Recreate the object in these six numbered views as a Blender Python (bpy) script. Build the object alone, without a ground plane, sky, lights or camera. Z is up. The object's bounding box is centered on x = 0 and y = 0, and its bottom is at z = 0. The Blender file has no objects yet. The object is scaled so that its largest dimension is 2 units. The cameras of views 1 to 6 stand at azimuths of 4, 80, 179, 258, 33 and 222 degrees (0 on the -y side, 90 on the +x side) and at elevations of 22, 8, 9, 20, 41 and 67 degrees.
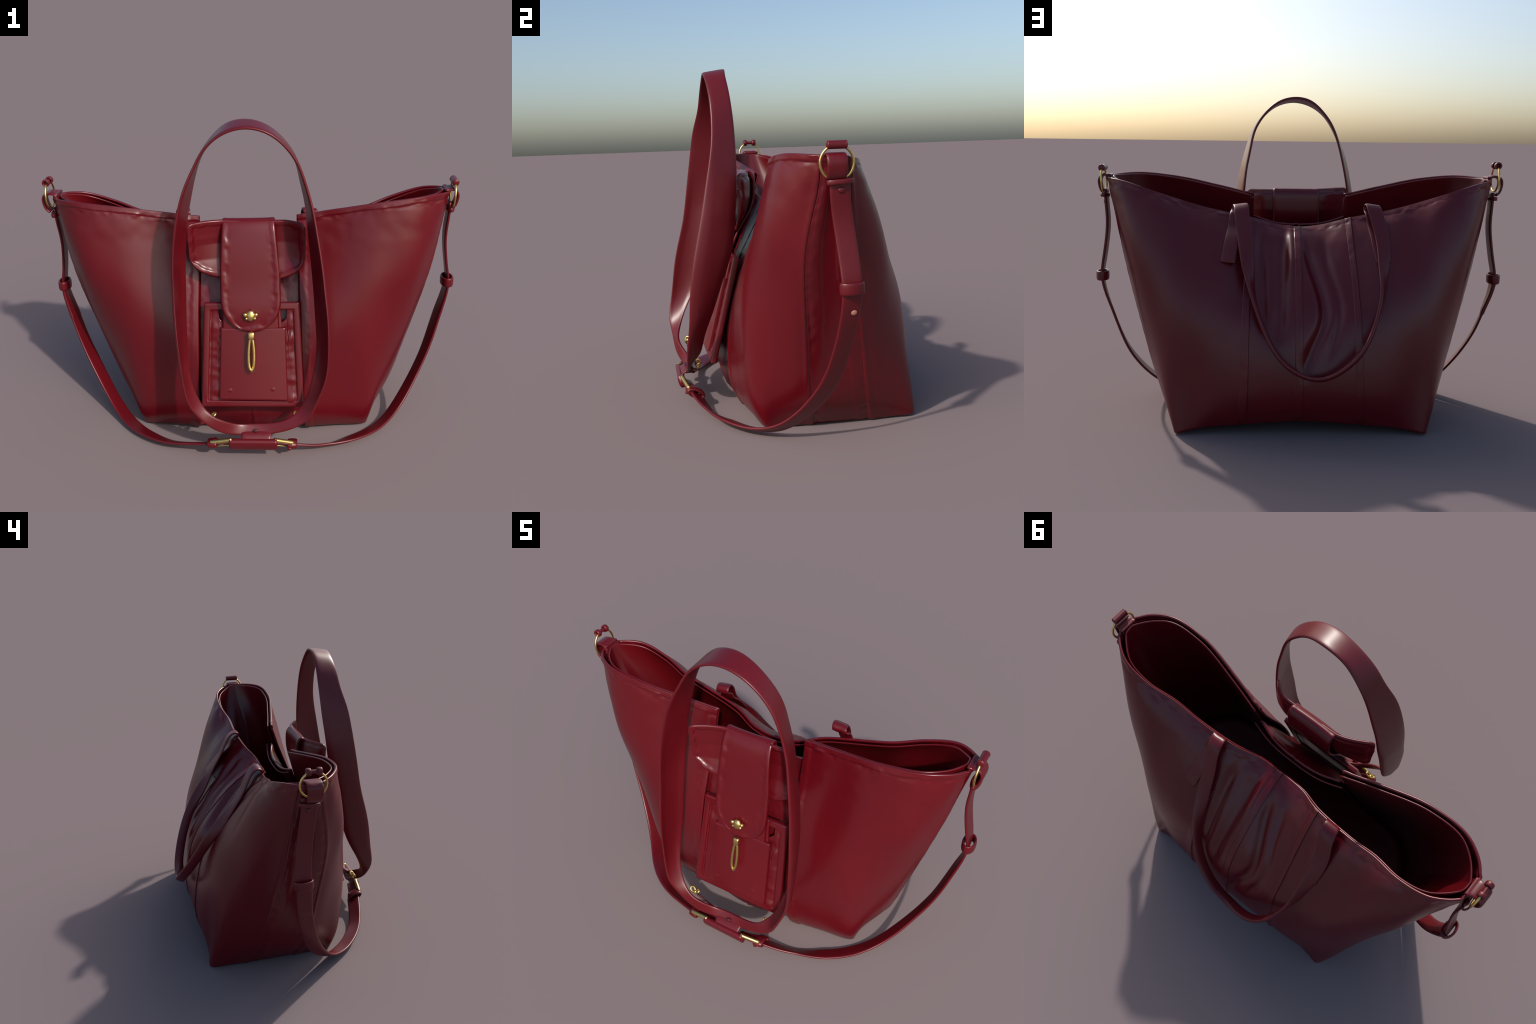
import bpy, bmesh, math
import numpy as np
from mathutils import Vector, Matrix, noise as mnoise

rng = np.random.default_rng(7)
A = np.array

# ------------------------------------------------------------------ materials
def new_mat(name):
    m = bpy.data.materials.new(name)
    m.use_nodes = True
    nt = m.node_tree
    for n in list(nt.nodes):
        nt.nodes.remove(n)
    out = nt.nodes.new("ShaderNodeOutputMaterial")
    b = nt.nodes.new("ShaderNodeBsdfPrincipled")
    nt.links.new(b.outputs[0], out.inputs[0])
    return m, nt, b

def leather(name, c1, c2, rough=0.31, bump=0.03, pucker=0.0, spec=0.5):
    """Smooth dyed calf leather: faint tonal clouding and a fine grain."""
    m, nt, b = new_mat(name)
    N = nt.nodes.new
    L = nt.links.new
    tc = N("ShaderNodeTexCoord")
    n1 = N("ShaderNodeTexNoise"); n1.inputs["Scale"].default_value = 3.2
    n1.inputs["Detail"].default_value = 3
    L(tc.outputs["Object"], n1.inputs["Vector"])
    cr = N("ShaderNodeValToRGB")
    cr.color_ramp.elements[0].position = 0.1; cr.color_ramp.elements[0].color = (*c1, 1)
    cr.color_ramp.elements[1].position = 0.9; cr.color_ramp.elements[1].color = (*c2, 1)
    L(n1.outputs["Fac"], cr.inputs["Fac"])
    L(cr.outputs["Color"], b.inputs["Base Color"])
    n2 = N("ShaderNodeTexNoise"); n2.inputs["Scale"].default_value = 6.0
    L(tc.outputs["Object"], n2.inputs["Vector"])
    mr = N("ShaderNodeMapRange")
    mr.inputs["To Min"].default_value = rough - 0.04
    mr.inputs["To Max"].default_value = rough + 0.04
    L(n2.outputs["Fac"], mr.inputs["Value"])
    L(mr.outputs[0], b.inputs["Roughness"])
    b.inputs["Specular IOR Level"].default_value = spec
    n3 = N("ShaderNodeTexNoise"); n3.inputs["Scale"].default_value = 160
    L(tc.outputs["Object"], n3.inputs["Vector"])
    bp = N("ShaderNodeBump"); bp.inputs["Strength"].default_value = bump
    bp.inputs["Distance"].default_value = 0.002
    L(n3.outputs["Fac"], bp.inputs["Height"])
    last = bp
    if pucker > 0:
        n4 = N("ShaderNodeTexNoise"); n4.inputs["Scale"].default_value = 26
        n4.inputs["Detail"].default_value = 2
        L(tc.outputs["Object"], n4.inputs["Vector"])
        bp2 = N("ShaderNodeBump"); bp2.inputs["Strength"].default_value = pucker
        bp2.inputs["Distance"].default_value = 0.02
        L(n4.outputs["Fac"], bp2.inputs["Height"])
        L(bp.outputs[0], bp2.inputs["Normal"])
        last = bp2
    L(last.outputs[0], b.inputs["Normal"])
    return m

RED1, RED2 = (0.092, 0.0021, 0.0056), (0.110, 0.0029, 0.0070)
M_LEATHER = leather("red_leather", RED1, RED2)
M_HEM = leather("red_leather_stitched_hem", RED1, RED2, pucker=0.08)
M_STRAP = leather("red_leather_strap", RED1, RED2, rough=0.37)
M_LINING = leather("red_lining", (0.090, 0.0022, 0.0045), (0.105, 0.0030, 0.0056), rough=0.32)

def gold(name="polished_gold"):
    m, nt, b = new_mat(name)
    tc = nt.nodes.new("ShaderNodeTexCoord")
    n = nt.nodes.new("ShaderNodeTexNoise"); n.inputs["Scale"].default_value = 40
    nt.links.new(tc.outputs["Object"], n.inputs["Vector"])
    cr = nt.nodes.new("ShaderNodeValToRGB")
    cr.color_ramp.elements[0].color = (0.62, 0.44, 0.14, 1)
    cr.color_ramp.elements[1].color = (0.80, 0.62, 0.24, 1)
    nt.links.new(n.outputs["Fac"], cr.inputs["Fac"])
    nt.links.new(cr.outputs["Color"], b.inputs["Base Color"])
    b.inputs["Metallic"].default_value = 1.0
    b.inputs["Roughness"].default_value = 0.3
    bp = nt.nodes.new("ShaderNodeBump"); bp.inputs["Strength"].default_value = 0.15
    bp.inputs["Distance"].default_value = 0.003
    nt.links.new(n.outputs["Fac"], bp.inputs["Height"])
    nt.links.new(bp.outputs[0], b.inputs["Normal"])
    return m
M_GOLD = gold()

def copper():
    m, nt, b = new_mat("rose_gold_stud")
    n = nt.nodes.new("ShaderNodeTexNoise"); n.inputs["Scale"].default_value = 60
    tc = nt.nodes.new("ShaderNodeTexCoord")
    nt.links.new(tc.outputs["Object"], n.inputs["Vector"])
    cr = nt.nodes.new("ShaderNodeValToRGB")
    cr.color_ramp.elements[0].color = (0.50, 0.20, 0.13, 1)
    cr.color_ramp.elements[1].color = (0.60, 0.27, 0.18, 1)
    nt.links.new(n.outputs["Fac"], cr.inputs["Fac"])
    nt.links.new(cr.outputs["Color"], b.inputs["Base Color"])
    b.inputs["Roughness"].default_value = 0.45
    return m
M_COPPER = copper()

# ------------------------------------------------------------------ scene tree
root = bpy.data.objects.new("tote_bag", None)
bpy.context.scene.collection.objects.link(root)
root["label"] = "glossy dark red leather tote bag with gold hardware"
root["category"] = "handbag"

def add(name, verts, faces, mat, parent=None, smooth=True, kind=None):
    me = bpy.data.meshes.new(name)
    me.from_pydata([tuple(v) for v in verts], [], [tuple(f) for f in faces])
    bm = bmesh.new(); bm.from_mesh(me)
    bmesh.ops.recalc_face_normals(bm, faces=bm.faces)
    bm.to_mesh(me); bm.free()
    if smooth:
        me.polygons.foreach_set("use_smooth", [True] * len(me.polygons))
    me.materials.append(mat)
    ob = bpy.data.objects.new(name, me)
    bpy.context.scene.collection.objects.link(ob)
    ob.parent = parent or root
    if kind:
        ob["kind"] = kind
    return ob

def again(ob, matrix, parent=None):
    o = ob.copy()
    bpy.context.scene.collection.objects.link(o)
    o.parent = parent or ob.parent
    o.matrix_world = matrix
    return o

# ------------------------------------------------------------------ curves
def natural_spline(x, y, xq):
    """Natural cubic spline through (x, y); y may have several columns."""
    x = A(x, float); y = A(y, float)
    if y.ndim == 1:
        y = y[:, None]
    n = len(x)
    h = np.diff(x)
    M = np.zeros((n, n)); r = np.zeros((n, y.shape[1]))
    M[0, 0] = M[-1, -1] = 1
    for i in range(1, n - 1):
        M[i, i - 1] = h[i - 1]; M[i, i] = 2 * (h[i - 1] + h[i]); M[i, i + 1] = h[i]
        r[i] = 6 * ((y[i + 1] - y[i]) / h[i] - (y[i] - y[i - 1]) / h[i - 1])
    m = np.linalg.solve(M, r)
    xq = A(xq, float)
    k = np.clip(np.searchsorted(x, xq) - 1, 0, n - 2)
    a = (x[k + 1] - xq)[:, None]; b = (xq - x[k])[:, None]; hk = h[k][:, None]
    return (m[k] * a**3 + m[k + 1] * b**3) / (6 * hk) + (y[k] / hk - m[k] * hk / 6) * a + (y[k + 1] / hk - m[k + 1] * hk / 6) * b

def chord(p, power=1.0):
    p = A(p, float)
    d = np.linalg.norm(np.diff(p, axis=0), axis=1) ** power
    s = np.r_[0, np.cumsum(d)]
    return s / s[-1]

def catmull(x, y, xq):
    """Local cubic (non-uniform Catmull-Rom): no ringing far from a corner."""
    x = A(x, float); y = A(y, float)
    n = len(x); h = np.diff(x)
    d = np.diff(y, axis=0) / h[:, None]
    m = np.zeros_like(y)
    m[1:-1] = (d[:-1] * h[1:, None] + d[1:] * h[:-1, None]) / (h[:-1] + h[1:])[:, None]
    m[0] = d[0]; m[-1] = d[-1]
    xq = A(xq, float)
    k = np.clip(np.searchsorted(x, xq) - 1, 0, n - 2)
    t = ((xq - x[k]) / h[k])[:, None]; hk = h[k][:, None]
    return ((2*t**3 - 3*t**2 + 1) * y[k] + (t**3 - 2*t**2 + t) * hk * m[k]
            + (-2*t**3 + 3*t**2) * y[k + 1] + (t**3 - t**2) * hk * m[k + 1])

def smooth_path(p, n):
    p = A(p, float)
    q = natural_spline(chord(p, 0.75), p, np.linspace(0, 1, 400))
    s = chord(q)
    return np.stack([np.interp(np.linspace(0, 1, n), s, q[:, i]) for i in range(q.shape[1])], 1)

def unit(v):
    return v / np.maximum(np.linalg.norm(v, axis=-1, keepdims=True), 1e-9)

def step(v):
    return 1 / (1 + np.exp(np.clip(v, -40, 40)))

def grid_normals(G):
    du = np.gradient(G, axis=0); dv = np.gradient(G, axis=1)
    return unit(np.cross(du, dv))

def fbm(P, scale, octaves=2, off=0.0):
    return np.array([mnoise.fractal(Vector((float(p[0]*scale+off), float(p[1]*scale+off), float(p[2]*scale))), 1.0, 2.0, octaves) for p in P])

# ------------------------------------------------------------------ solids
def solid_sheet(G, thick, N=None, lip=0.35):
    """Sheet of leather: G is the outer face, thickness goes against N; edges rounded."""
    G = A(G, float)
    if N is None:
        N = grid_normals(G)
    nu, nv, _ = G.shape
    t = thick if np.ndim(thick) else np.full((nu, nv), thick)
    t = t[..., None]
    B = G - N * t
    mid = G - N * t * 0.5
    mid = mid.copy()
    mid[0] += unit(G[0] - G[1]) * t[0] * lip
    mid[-1] += unit(G[-1] - G[-2]) * t[-1] * lip
    mid[:, 0] += unit(G[:, 0] - G[:, 1]) * t[:, 0] * lip
    mid[:, -1] += unit(G[:, -1] - G[:, -2]) * t[:, -1] * lip
    V = [*G.reshape(-1, 3), *B.reshape(-1, 3)]
    o = nu * nv
    F = []
    for i in range(nu - 1):
        for j in range(nv - 1):
            a = i * nv + j
            F.append((a, a + 1, a + nv + 1, a + nv))
            F.append((o + a, o + a + nv, o + a + nv + 1, o + a + 1))
    ring = [(i, 0) for i in range(nu)] + [(nu - 1, j) for j in range(1, nv)] + [(i, nv - 1) for i in range(nu - 2, -1, -1)] + [(0, j) for j in range(nv - 2, 0, -1)]
    base = len(V)
    for i, j in ring:
        V.append(mid[i, j])
    m = len(ring)
    for k in range(m):
        k2 = (k + 1) % m
        a = ring[k][0] * nv + ring[k][1]; b = ring[k2][0] * nv + ring[k2][1]
        F.append((a, b, base + k2, base + k))
        F.append((base + k, base + k2, o + b, o + a))
    return V, F

def sweep(P, W, width, thick, power=5.0, nsec=24, closed=False, bow=0.0):
    """Strap: a rounded-rectangle section swept along P; W points across the strap."""
    P = A(P, float); n = len(P)
    if closed:
        T = unit(np.roll(P, -1, 0) - np.roll(P, 1, 0))
    else:
        T = unit(np.gradient(P, axis=0))
    W = A(W, float) * np.ones((n, 1))
    W = unit(W - T * np.sum(W * T, 1, keepdims=True))
    Nn = unit(np.cross(T, W))
    width = np.ones(n) * width; thick = np.ones(n) * thick
    pw = np.ones(n) * power
    bow = np.ones(n) * bow
    V = []; F = []
    for i in range(n):
        for k in range(nsec):
            a = 2 * math.pi * (k + 0.5) / nsec
            c, s = math.cos(a), math.sin(a)
            x = math.copysign(abs(c) ** (2 / pw[i]), c) * width[i] / 2
            y = math.copysign(abs(s) ** (2 / min(pw[i], 3.0)), s) * thick[i] / 2
            V.append(P[i] + W[i] * x + Nn[i] * (y + bow[i] * (1 - (2 * x / width[i]) ** 2)))
    m = n if closed else n - 1
    for i in range(m):
        i2 = (i + 1) % n
        for k in range(nsec):
            k2 = (k + 1) % nsec
            F.append((i*nsec + k, i*nsec + k2, i2*nsec + k2, i2*nsec + k))
    if not closed:
        F.append(tuple(range(nsec))[::-1])
        F.append(tuple((n-1)*nsec + k for k in range(nsec)))
    return V, F

def tube(P, r, closed=False, nsec=12):
    P = A(P, float); n = len(P)
    T = unit(np.roll(P, -1, 0) - np.roll(P, 1, 0)) if closed else unit(np.gradient(P, axis=0))
    ref = A([0.31, 0.17, 0.93])
    w = unit(np.cross(T[0], ref)); Ws = []
    for i in range(n):
        w = unit(w - T[i] * np.dot(w, T[i])); Ws.append(w)
    return sweep(P, A(Ws), 2*A(r), 2*A(r), power=2.0, nsec=nsec, closed=closed)

def join(*parts):
    V = []; F = []
    for v, f in parts:
        o = len(V)
        V += list(v); F += [tuple(i + o for i in q) for q in f]
    return V, F

def ball(c, r, seg=16, rings=10, axes=None):
    c = A(c, float)
    r = A(r, float) * np.ones(3)
    R = np.eye(3) if axes is None else A(axes).T
    V = []; F = []
    for i in range(1, rings):
        th = math.pi * i / rings
        for k in range(seg):
            ph = 2 * math.pi * k / seg
            V.append(c + R @ (r * A([math.sin(th)*math.cos(ph), math.sin(th)*math.sin(ph), math.cos(th)])))
    for i in range(rings - 2):
        for k in range(seg):
            k2 = (k+1) % seg
            F.append((i*seg+k, i*seg+k2, (i+1)*seg+k2, (i+1)*seg+k))
    V.append(c + R @ (r * A([0, 0, 1]))); V.append(c + R @ (r * A([0, 0, -1])))
    t, b = len(V)-2, len(V)-1
    for k in range(seg):
        k2 = (k+1) % seg
        F.append((t, k2, k)); F.append((b, (rings-2)*seg+k, (rings-2)*seg+k2))
    return V, F

def circle(c, a, b, ra, rb, n=48, t0=0, t1=2*math.pi, closed=True):
    th = np.linspace(t0, t1, n, endpoint=not closed)
    return A(c) + np.outer(np.cos(th)*ra, A(a)) + np.outer(np.sin(th)*rb, A(b))

# ------------------------------------------------------------------ the bag body
# Each column is a profile of the wall from the ground up to the rim (right half).
COL = {
 "edge": [(.259,-.286,.028),(.255,-.322,.10),(.252,-.336,.22),(.248,-.333,.33),(.243,-.310,.46),(.240,-.266,.61),(.236,-.212,.75),(.233,-.158,.88),(.231,-.122,.98),(.230,-.097,1.060)],
 "front": [(.400,-.256,.018),(.400,-.288,.07),(.400,-.304,.13),(.400,-.312,.22),(.400,-.315,.33),(.400,-.314,.42),(.400,-.300,.56),(.400,-.275,.66),(.400,-.232,.785),(.400,-.190,.91),(.400,-.138,1.097)],
 "front_corner": [(.551,-.223,.006),(.559,-.252,.08),(.566,-.271,.20),(.573,-.284,.38),(.580,-.283,.54),(.588,-.275,.66),(.600,-.256,.80),(.610,-.230,.92),(.620,-.200,1.05),(.630,-.177,1.141)],
 "side_front": [(.558,-.160,.004),(.602,-.172,.10),(.642,-.180,.22),(.688,-.184,.40),(.722,-.192,.55),(.748,-.200,.68),(.772,-.206,.80),(.790,-.197,.92),(.803,-.176,1.05),(.815,-.153,1.157)],
 "side_mid": [(.562,-.080,.004),(.640,-.100,.12),(.698,-.112,.28),(.760,-.126,.50),(.803,-.138,.68),(.833,-.138,.82),(.862,-.127,.95),(.884,-.112,1.05),(.898,-.095,1.152)],
 "seam_front": [(.566,-.012,.004),(.654,-.042,.12),(.714,-.064,.29),(.788,-.086,.55),(.844,-.098,.75),(.877,-.085,.88),(.908,-.055,1.03),(.932,-.046,1.146)],
 "tip": [(.576,.100,.004),(.662,.085,.12),(.722,.055,.30),(.788,.018,.54),(.853,-.004,.80),(.885,-.004,.93),(.912,0,1.03),(.942,0,1.141)],
 "seam_back": [(.576,.228,.004),(.656,.192,.13),(.727,.155,.33),(.791,.116,.55),(.842,.086,.74),(.898,.068,1.00),(.930,.052,1.140)],
 "side_back": [(.576,.330,.006),(.638,.304,.13),(.684,.280,.33),(.728,.252,.52),(.767,.234,.70),(.796,.207,.86),(.816,.168,1.00),(.830,.124,1.125)],
 "back_corner": [(.570,.437,.008),(.589,.421,.10),(.603,.395,.25),(.613,.368,.45),(.620,.345,.58),(.630,.313,.70),(.641,.275,.82),(.654,.231,.93),(.667,.182,1.02),(.680,.132,1.078)],
 "back_outer": [(.500,.434,.022),(.498,.427,.14),(.498,.421,.28),(.500,.411,.44),(.504,.388,.57),(.508,.346,.68),(.514,.286,.78),(.522,.222,.88),(.535,.160,.97),(.550,.106,1.034)],
 "back": [(.420,.430,.034),(.412,.450,.14),(.406,.450,.28),(.402,.426,.45),(.402,.388,.59),(.404,.340,.69),(.408,.278,.79),(.415,.212,.88),(.430,.150,.955),(.440,.100,1.003)],
 "back_seam": [(.270,.430,.046),(.262,.462,.14),(.258,.464,.28),(.255,.434,.44),(.252,.396,.545),(.250,.355,.60),(.247,.308,.67),(.243,.258,.74),(.238,.205,.81),(.233,.145,.885),(.230,.075,.957)],
 "back_inner": [(.120,.430,.058),(.120,.466,.14),(.119,.476,.26),(.118,.462,.36),(.117,.434,.46),(.116,.385,.56),(.115,.320,.65),(.114,.245,.735),(.112,.170,.81),(.112,.100,.875),(.112,.034,.922)],
 "back_centre": [(0,.430,.062),(0,.468,.14),(0,.480,.25),(0,.466,.35),(0,.444,.445),(0,.405,.54),(0,.345,.63),(0,.268,.72),(0,.184,.81),(0,.100,.872),(0,.024,.908)],
}
order = ["edge","front","front_corner","side_front","side_mid","seam_front","tip","seam_back","side_back","back_corner","back_outer","back","back_seam","back_inner","back_centre"]
NT = 190

def column(pts, n=NT):
    p = A(pts, float)
    return natural_spline(chord(p), p, 1 - (1 - np.linspace(0, 1, n)) ** 1.5)

def mirror(c):
    return [(-x, y, z) for x, y, z in c]

cols = [column(mirror(COL[k])) for k in order] + [column(COL[k]) for k in order[-2::-1]]
names = [k + "_l" for k in order] + [k + "_r" for k in order[-2::-1]]
C = A(cols)                                    # (ncol, NT, 3)
nc = len(C)
mean = np.linalg.norm(np.diff(C, axis=0), axis=2).mean(1)
U = np.r_[0, np.cumsum(mean)]; U /= U[-1]
ucol = dict(zip(names, U))
NU = 560
uq = np.linspace(0, 1, NU)
seams = [ucol[k] for k in ("seam_front_l", "seam_back_l", "seam_back_r", "seam_front_r")]
for s in seams:
    uq[np.argmin(abs(uq - s))] = s
G = np.stack([catmull(U, C[:, j], uq) for j in range(NT)], 1)      # (NU, NT, 3)
for it in range(6):                             # soften the spline joints
    H = G.copy()
    H[1:-1] += 0.25 * (G[:-2] - 2 * G[1:-1] + G[2:])
    H[:, 1:-1] += 0.25 * (H[:, :-2] - 2 * H[:, 1:-1] + H[:, 2:])
    H[0] = G[0]; H[-1] = G[-1]
    G = H
Nrm = grid_normals(G)
if np.mean(Nrm[NU // 2, :, 1]) < 0:
    Nrm = -Nrm
tt = np.linspace(0, 1, NT)

G0 = G.copy(); N0 = Nrm.copy()
# --- relief: soft folds of the back, hem along the rim, faint handling dents
D = np.zeros((NU, NT))
X, Y, Z = G[..., 0], G[..., 1], G[..., 2]
backm = (Y > 0.0) & (abs(X) < 0.45) & (uq[:, None] > ucol["back_corner_l"]) & (uq[:, None] < ucol["back_corner_r"])
def fold(zx, width, depth):
    zs, xs = zip(*sorted(zx))
    xc = natural_spline(zs, xs, np.clip(Z, zs[0], zs[-1]).ravel())[:, 0].reshape(Z.shape)
    z0, z1 = zs[0], zs[-1]
    env = np.clip((Z - z0) / 0.14, 0, 1) * np.clip((z1 - Z) / 0.12, 0, 1)
    env = env * env * (3 - 2 * env)
    return -depth * np.exp(-((X - xc) / width) ** 2) * env * backm
D += fold([(.93,-.070),(.74,-.095),(.58,-.130),(.46,-.11),(.26,-.06)], .070, .007)
D += fold([(.93,.135),(.74,.135),(.58,.130),(.40,.12)], .065, .003)
D += fold([(.90,-.015),(.76,-.050),(.66,-.086),(.575,-.104),(.50,-.090),(.42,-.050),(.24,.0)], .025, .024)
D += fold([(.88,-.105),(.74,-.128),(.63,-.166),(.56,-.172),(.48,-.155),(.32,-.11)], .019, .013)
D += fold([(.94,.185),(.78,.187),(.64,.182),(.44,.17)], .024, .015)
D += fold([(.92,.080),(.74,.092),(.60,.098),(.40,.11)], .030, .019)
D -= fold([(.96,.046),(.88,.046),(.78,.046),(.64,.045)], .018, .008)
arc = np.zeros_like(Z)
seg = np.linalg.norm(np.diff(G, axis=1), axis=2)
arc[:, 1:] = np.cumsum(seg, 1)
rimd = arc[:, -1:] - arc                        # distance below the rim
pts = G.reshape(-1, 3)
nz = fbm(pts, 9, 2).reshape(NU, NT)
nz2 = fbm(pts, 26, 2, 3.1).reshape(NU, NT)
hem_w = 0.023 + 0.005 * nz
fr = np.where(G[..., 1] < 0.02, 1.0, 0.12)
D += 0.0042 * fr * step((rimd - hem_w) / 0.0011)
D += 0.0042 * nz2 * np.exp(-((rimd - 0.028) / 0.014) ** 2)
D += 0.0045 * nz * np.exp(-(rimd / 0.16) ** 2) * np.clip(rimd / 0.03, 0, 1)
# front hem along the inner edges of both wings
for uu in (0, 1):
    sidedist = abs(uq[:, None] - uu) * np.linalg.norm(np.diff(G, axis=0), axis=2).sum(0)[None, :]
    D += 0.0035 * step((sidedist - 0.034 - 0.004 * nz) / 0.002)
    D += 0.0028 * nz2 * np.exp(-((sidedist - 0.036) / 0.014) ** 2)
# side seams: narrow raised piping with a crease beside it, gusset sits lower
glen = np.linalg.norm(np.diff(G, axis=0), axis=2).sum(0)[None, :]
for k, sgn in (("seam_front_l", 1), ("seam_front_r", -1), ("seam_back_l", -1), ("seam_back_r", 1)):
    d = (uq[:, None] - ucol[k]) * glen * sgn     # >0 on the gusset
    D += 0.0035 * np.exp(-((d + 0.012) / 0.010) ** 2)
    D -= 0.0032 * np.exp(-((d - 0.006) / 0.007) ** 2)
    D += 0.0030 * nz2 * np.exp(-((d - 0.01) / 0.02) ** 2)
    D -= 0.0040 * np.clip(d / 0.02, 0, 1) * (abs(d) < 0.12)*0.6
G = G + Nrm * D[..., None]
Nrm = grid_normals(G)
if np.mean(Nrm[NU // 2, :, 1]) < 0:
    Nrm = -Nrm

def wall(u, t, off=0.0):
    """Point on the outer wall at (u, t), pushed out by off."""
    i = np.interp(u, uq, np.arange(NU)); j = t * (NT - 1)
    i0 = np.clip(np.floor(i).astype(int), 0, NU - 2); j0 = np.clip(np.floor(j).astype(int), 0, NT - 2)
    a = (i - i0)[..., None]; b = (j - j0)[..., None]
    f = lambda Q: (Q[i0, j0]*(1-a)*(1-b) + Q[i0+1, j0]*a*(1-b) + Q[i0, j0+1]*(1-a)*b + Q[i0+1, j0+1]*a*b)
    return f(G) + unit(f(Nrm)) * off

TH = 0.012
idx = [0] + [int(np.argmin(abs(uq - s))) for s in seams] + [NU - 1]
for (a, b), nm in zip(zip(idx[:-1], idx[1:]), ("front_wing", "side_gusset", "back_panel", "side_gusset", "front_wing")):
    V, F = solid_sheet(G[a:b+1], TH, Nrm[a:b+1], lip=0.3)
    add(nm, V, F, M_LEATHER)

# folded seam strips on the back panel
def strip(u_of_t, width, t0, t1, thick=0.005, n=70, nm="back_seam", mat=None):
    ts = np.linspace(t0, t1, n); m = 9
    L = np.linalg.norm(np.diff(G, axis=0), axis=2).sum(0)
    S = np.zeros((n, m, 3))
    for i, t in enumerate(ts):
        w = width / np.interp(t, tt, L)
        us = u_of_t(t) + np.linspace(-.5, .5, m) * w
        S[i] = wall(us, np.full(m, t), (thick * np.linspace(1, .12, m) ** .8)[:, None])
    N = grid_normals(S)
    if np.mean(N[..., 1]) < 0:
        N = -N
    wob = fbm(S.reshape(-1, 3), 30, 2, 5.0).reshape(n, m) * 0.0016
    S = S + N * wob[..., None]
    V, F = solid_sheet(S, thick + 0.003, N, lip=0.25)
    return add(nm, V, F, mat or M_HEM)
strip(lambda t: ucol["back_centre_l"] + 0.004, 0.032, 0.012, 0.985)
strip(lambda t: ucol["back_seam_r"] + 0.001, 0.036, 0.012, 0.60)
strip(lambda t: ucol["back_seam_l"] + 0.0 , 0.030, 0.012, 0.992)

# --- front middle panel behind the pocket
MC = [(0,-.314,.042),(0,-.330,.08),(0,-.345,.13),(0,-.352,.20),(0,-.348,.30),(0,-.328,.40),(0,-.296,.50),(0,-.256,.60),(0,-.212,.70),(0,-.160,.80),(0,-.116,.87),(0,-.065,.912)]
ME = [(.246,-.268,.026),(.246,-.308,.12),(.244,-.322,.20),(.242,-.318,.30),(.240,-.300,.40),(.238,-.276,.50),(.236,-.244,.60),(.234,-.205,.70),(.232,-.162,.80),(.230,-.128,.88),(.226,-.098,.950)]
MM = [(.130,-.296,.038),(.130,-.334,.12),(.130,-.342,.20),(.130,-.338,.30),(.128,-.320,.40),(.127,-.290,.50),(.126,-.251,.60),(.125,-.208,.70),(.124,-.156,.80),(.122,-.112,.875),(.120,-.072,.920)]
mc = A([column(mirror(ME)), column(mirror(MM)), column(MC), column(MM), column(ME)])
NM = 90
um = np.linspace(0, 1, NM)
GM = np.stack([natural_spline([0, .25, .5, .75, 1], mc[:, j], um) for j in range(NT)], 1)
NMn = grid_normals(GM)
if np.mean(NMn[..., 1]) > 0:
    NMn = -NMn
GM0 = GM.copy(); NM0 = NMn.copy()
seg = np.linalg.norm(np.diff(GM, axis=1), axis=2)
arcm = np.zeros(GM.shape[:2]); arcm[:, 1:] = np.cumsum(seg, 1)
rimm = arcm[:, -1:] - arcm
pm = GM.reshape(-1, 3)
nm1 = fbm(pm, 11, 2, 1.0).reshape(NM, NT); nm2 = fbm(pm, 28, 2, 2.0).reshape(NM, NT)
DM = 0.003 * step((rimm - 0.024) / 0.002) + 0.004 * nm1 * np.exp(-((abs(GM[..., 0]) - .20) / .05) ** 2) + 0.0008 * nm2
DM += 0.003 * np.exp(-((GM[..., 0] - .012) / .008) ** 2) - 0.003 * np.exp(-((GM[..., 0] + .004) / .004) ** 2)
GM = GM + NMn * DM[..., None]
V, F = solid_sheet(GM, TH, NMn, lip=0.3)
add("front_panel", V, F, M_HEM)

# --- base and inner lining
loop = np.concatenate([G[:, 0] - Nrm[:, 0] * 0.004, (GM[:, 0] - NMn[:, 0] * 0.004)[::-1][3:-3]])
def base_sheet(loop, lift, nr=10):
    c = loop.mean(0); c[2] = 0.05
    rows = []
    for k in range(nr):
        f = 1 - k / nr
        r = c + (loop - c) * f
        r[:, 2] = loop[:, 2] * f + 0.05 * (1 - f) + lift
        rows.append(r)
    return rows, c + A([0, 0, lift])
V = []; F = []
rt, ct = base_sheet(loop, 0.012); rb, cb = base_sheet(loop, 0.002)
m = len(loop)
for r in rt + rb:
    V += list(r)
V += [ct, cb]
nr = len(rt)
for o in (0, nr * m):
    for k in range(nr - 1):
        for i in range(m):
            i2 = (i + 1) % m
            F.append((o + k*m + i, o + k*m + i2, o + (k+1)*m + i2, o + (k+1)*m + i))
for i in range(m):
    i2 = (i + 1) % m
    F.append(((nr-1)*m + i, (nr-1)*m + i2, 2*nr*m))
    F.append((nr*m + (nr-1)*m + i, nr*m + (nr-1)*m + i2, 2*nr*m + 1))
    F.append((i, i2, nr*m + i2, nr*m + i))
add("base", V, F, M_LEATHER)

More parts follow.
